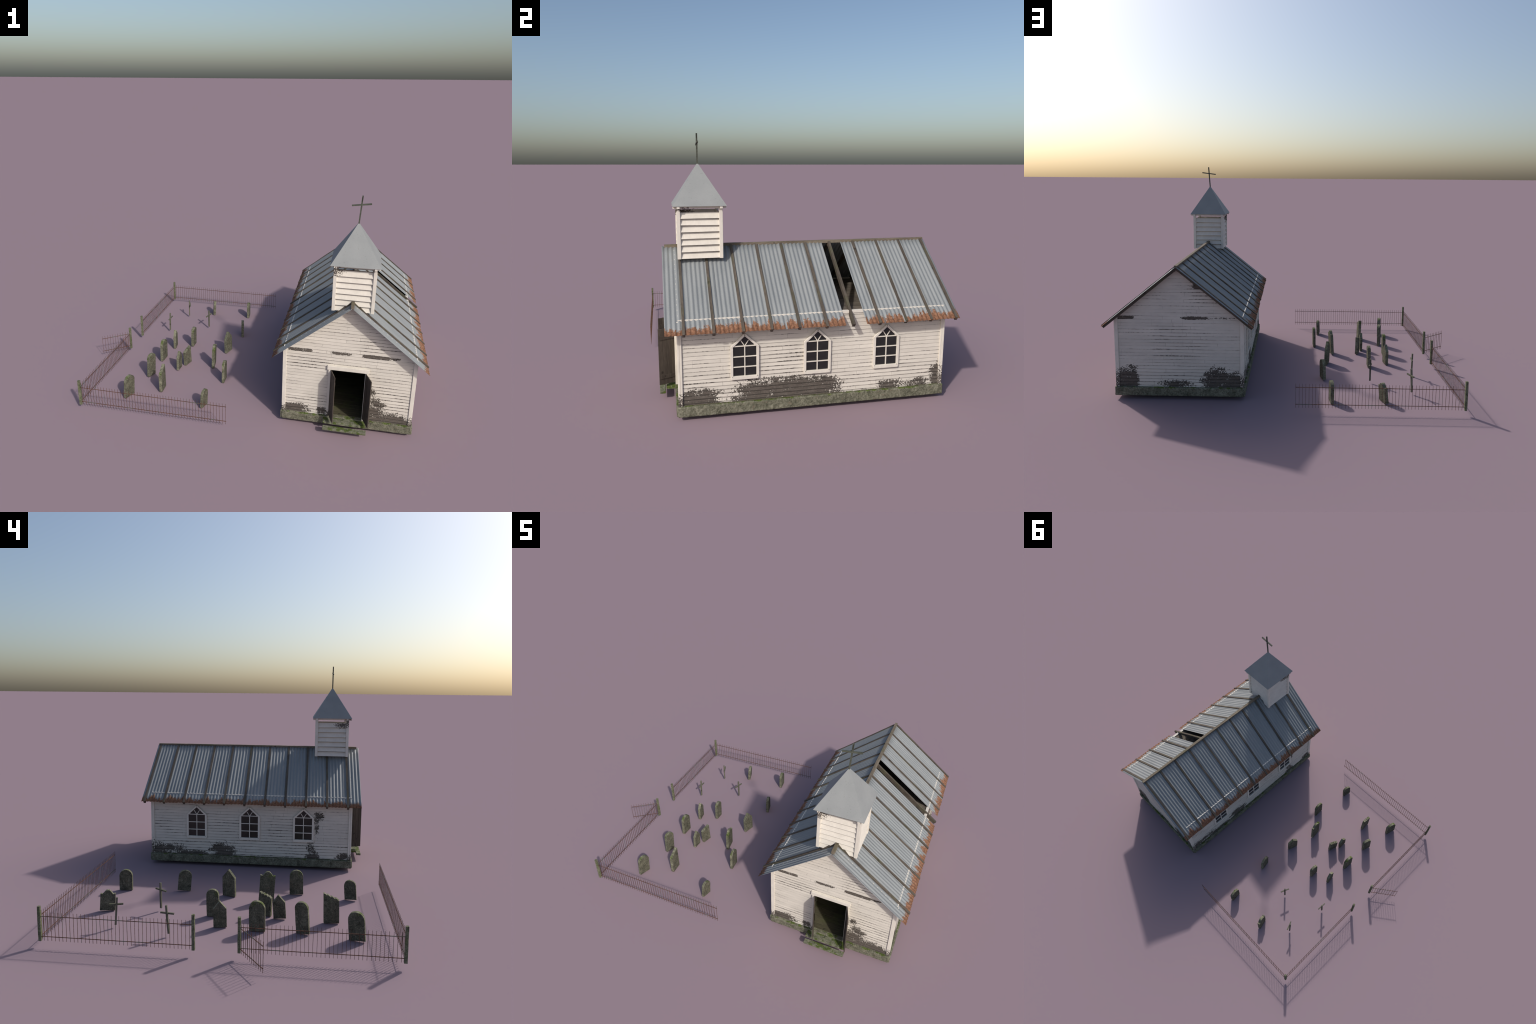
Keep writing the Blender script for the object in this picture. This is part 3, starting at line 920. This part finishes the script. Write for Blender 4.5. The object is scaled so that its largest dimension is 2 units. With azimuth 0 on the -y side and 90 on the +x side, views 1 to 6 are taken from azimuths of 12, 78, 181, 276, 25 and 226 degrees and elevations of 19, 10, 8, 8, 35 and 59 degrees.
# wooden grave crosses: foot, head, crossbar ends
for foot, head, a, b in (((-.437, .353, .012), (-.437, .354, .1415), (-.4245, .3810, .1075), (-.4475, .3225, .1030)),
                         ((-.642, .506, .011), (-.637, .498, .1400), (-.6440, .5325, .1060), (-.6215, .4745, .1040)),
                         ((-.700, .2410, .012), (-.699, .2510, .1415), (-.6935, .2785, .1055), (-.6975, .2160, .1035))):
    e = empty('grave_cross', foot)
    e['label'] = 'small leaning wooden grave cross grey with lichen'
    e['category'] = 'cross'
    side = Vector(b) - Vector(a)
    beam('cross_upright', foot, head, 0.0086, 0.0080, side, e, M_CROSS, 6, 0.0004, 0.0006)
    beam('cross_arm', a, b, 0.0072, 0.0068, (0, 0, 1), e, M_CROSS, 4, 0.0003, 0.0005)

# ---- iron fence: four panels between mossy posts, gate swung open
PX, PY, GY = -0.8525, 0.7525, 0.0945
fence = empty('graveyard_fence', (PX, 0, 0.023))
fence['label'] = 'rusty iron picket fence with mossy posts and an open gate'
fence['category'] = 'fence'
for py in (-PY, -GY, GY, PY):
    bm = bmesh.new()
    beam_bm(bm, (PX - 0.0006, py, 0.0232), (PX + 0.0006, py + rnd.uniform(-.0008, .0008), 0.1750), 0.0122, 0.0122, (0, 1, 0), segs=8, wobble=0.0006)
    es = [e for e in bm.edges if len(e.link_faces) == 2 and e.calc_face_angle(0) > 0.8]
    bmesh.ops.bevel(bm, geom=es, offset=0.0014, segments=2, affect='EDGES')
    link('fence_post', from_bm(bm, 'fence_post'), fence, [M_POST], smooth=False)

# a handful of slightly bent bars, reused
PICKETS = []
for v in range(6):
    bm = bmesh.new()
    n = 7
    rings = []
    bow = (v - 2.5) * 0.0002
    lean = (v % 3 - 1) * 0.0006
    for i in range(n + 1):
        t = i / n
        zz = 0.0238 + (0.1500 - 0.0238) * t
        ox = bow * math.sin(math.pi * t * (1 + v % 2)) + lean * (t - 0.5)
        r = 0.00105 if i < n else 0.0009
        rings.append([bm.verts.new((ox + r * math.cos(j * math.pi / 2 + .78), r * math.sin(j * math.pi / 2 + .78), zz)) for j in range(4)])
    bm.faces.new(rings[0][::-1])
    bm.faces.new(rings[-1])
    for i in range(n):
        for j in range(4):
            bm.faces.new((rings[i][j], rings[i][(j + 1) % 4], rings[i + 1][(j + 1) % 4], rings[i + 1][j]))
    me = from_bm(bm, 'picket')
    me.materials.append(M_IRON)
    PICKETS.append(me)


def panel(name, p, q, gap0, gap1, pitch=0.01655):
    p, q = Vector((*p, 0)), Vector((*q, 0))
    d = (q - p).normalized()
    L = (q - p).length
    yaw = math.atan2(d.y, d.x)
    bm = bmesh.new()
    for zz in (0.0418, 0.1312):
        beam_bm(bm, p + Vector((0, 0, zz)), q + Vector((0, 0, zz)), 0.0021, 0.0026, (-d.y, d.x, 0), segs=14, wobble=0.0004)
    ob = link(name, from_bm(bm, name), fence, [M_IRON])
    n = int(round((L - gap0 - gap1) / pitch))
    for i in range(n + 1):
        c = p + d * (gap0 + (L - gap0 - gap1) * i / n + rnd.uniform(-0.0002, 0.0002))
        k = bpy.data.objects.new('picket', rnd.choice(PICKETS))
        COL.objects.link(k)
        k.parent = ob
        k.matrix_parent_inverse = Matrix.Translation(fence.location)
        k.matrix_basis = (Matrix.Translation((c.x, c.y, rnd.uniform(-0.0004, 0.0004))) @ Matrix.Rotation(yaw + rnd.choice((0, math.pi)), 4, 'Z')
                          @ Matrix.Translation((0, 0, 0.085)) @ Matrix.Rotation(rnd.gauss(0, 0.003), 4, 'Y') @ Matrix.Translation((0, 0, -0.085)))
        k.matrix_parent_inverse = Matrix.Identity(4)


panel('fence_panel', (PX, -PY), (-0.0085, -PY), 0.0155, 0.0038, 0.01650)
panel('fence_panel', (PX, PY), (-0.0045, PY), 0.0172, 0.0018, 0.01657)
panel('fence_panel', (PX, -PY), (PX, -GY), 0.0169, 0.0160, 0.01643)
panel('fence_panel', (PX, GY), (PX, PY), 0.0155, 0.0169, 0.01645)
panel('gate', (PX, -GY), (-0.9990, -0.2050), 0.0165, 0.0010, 0.01650)
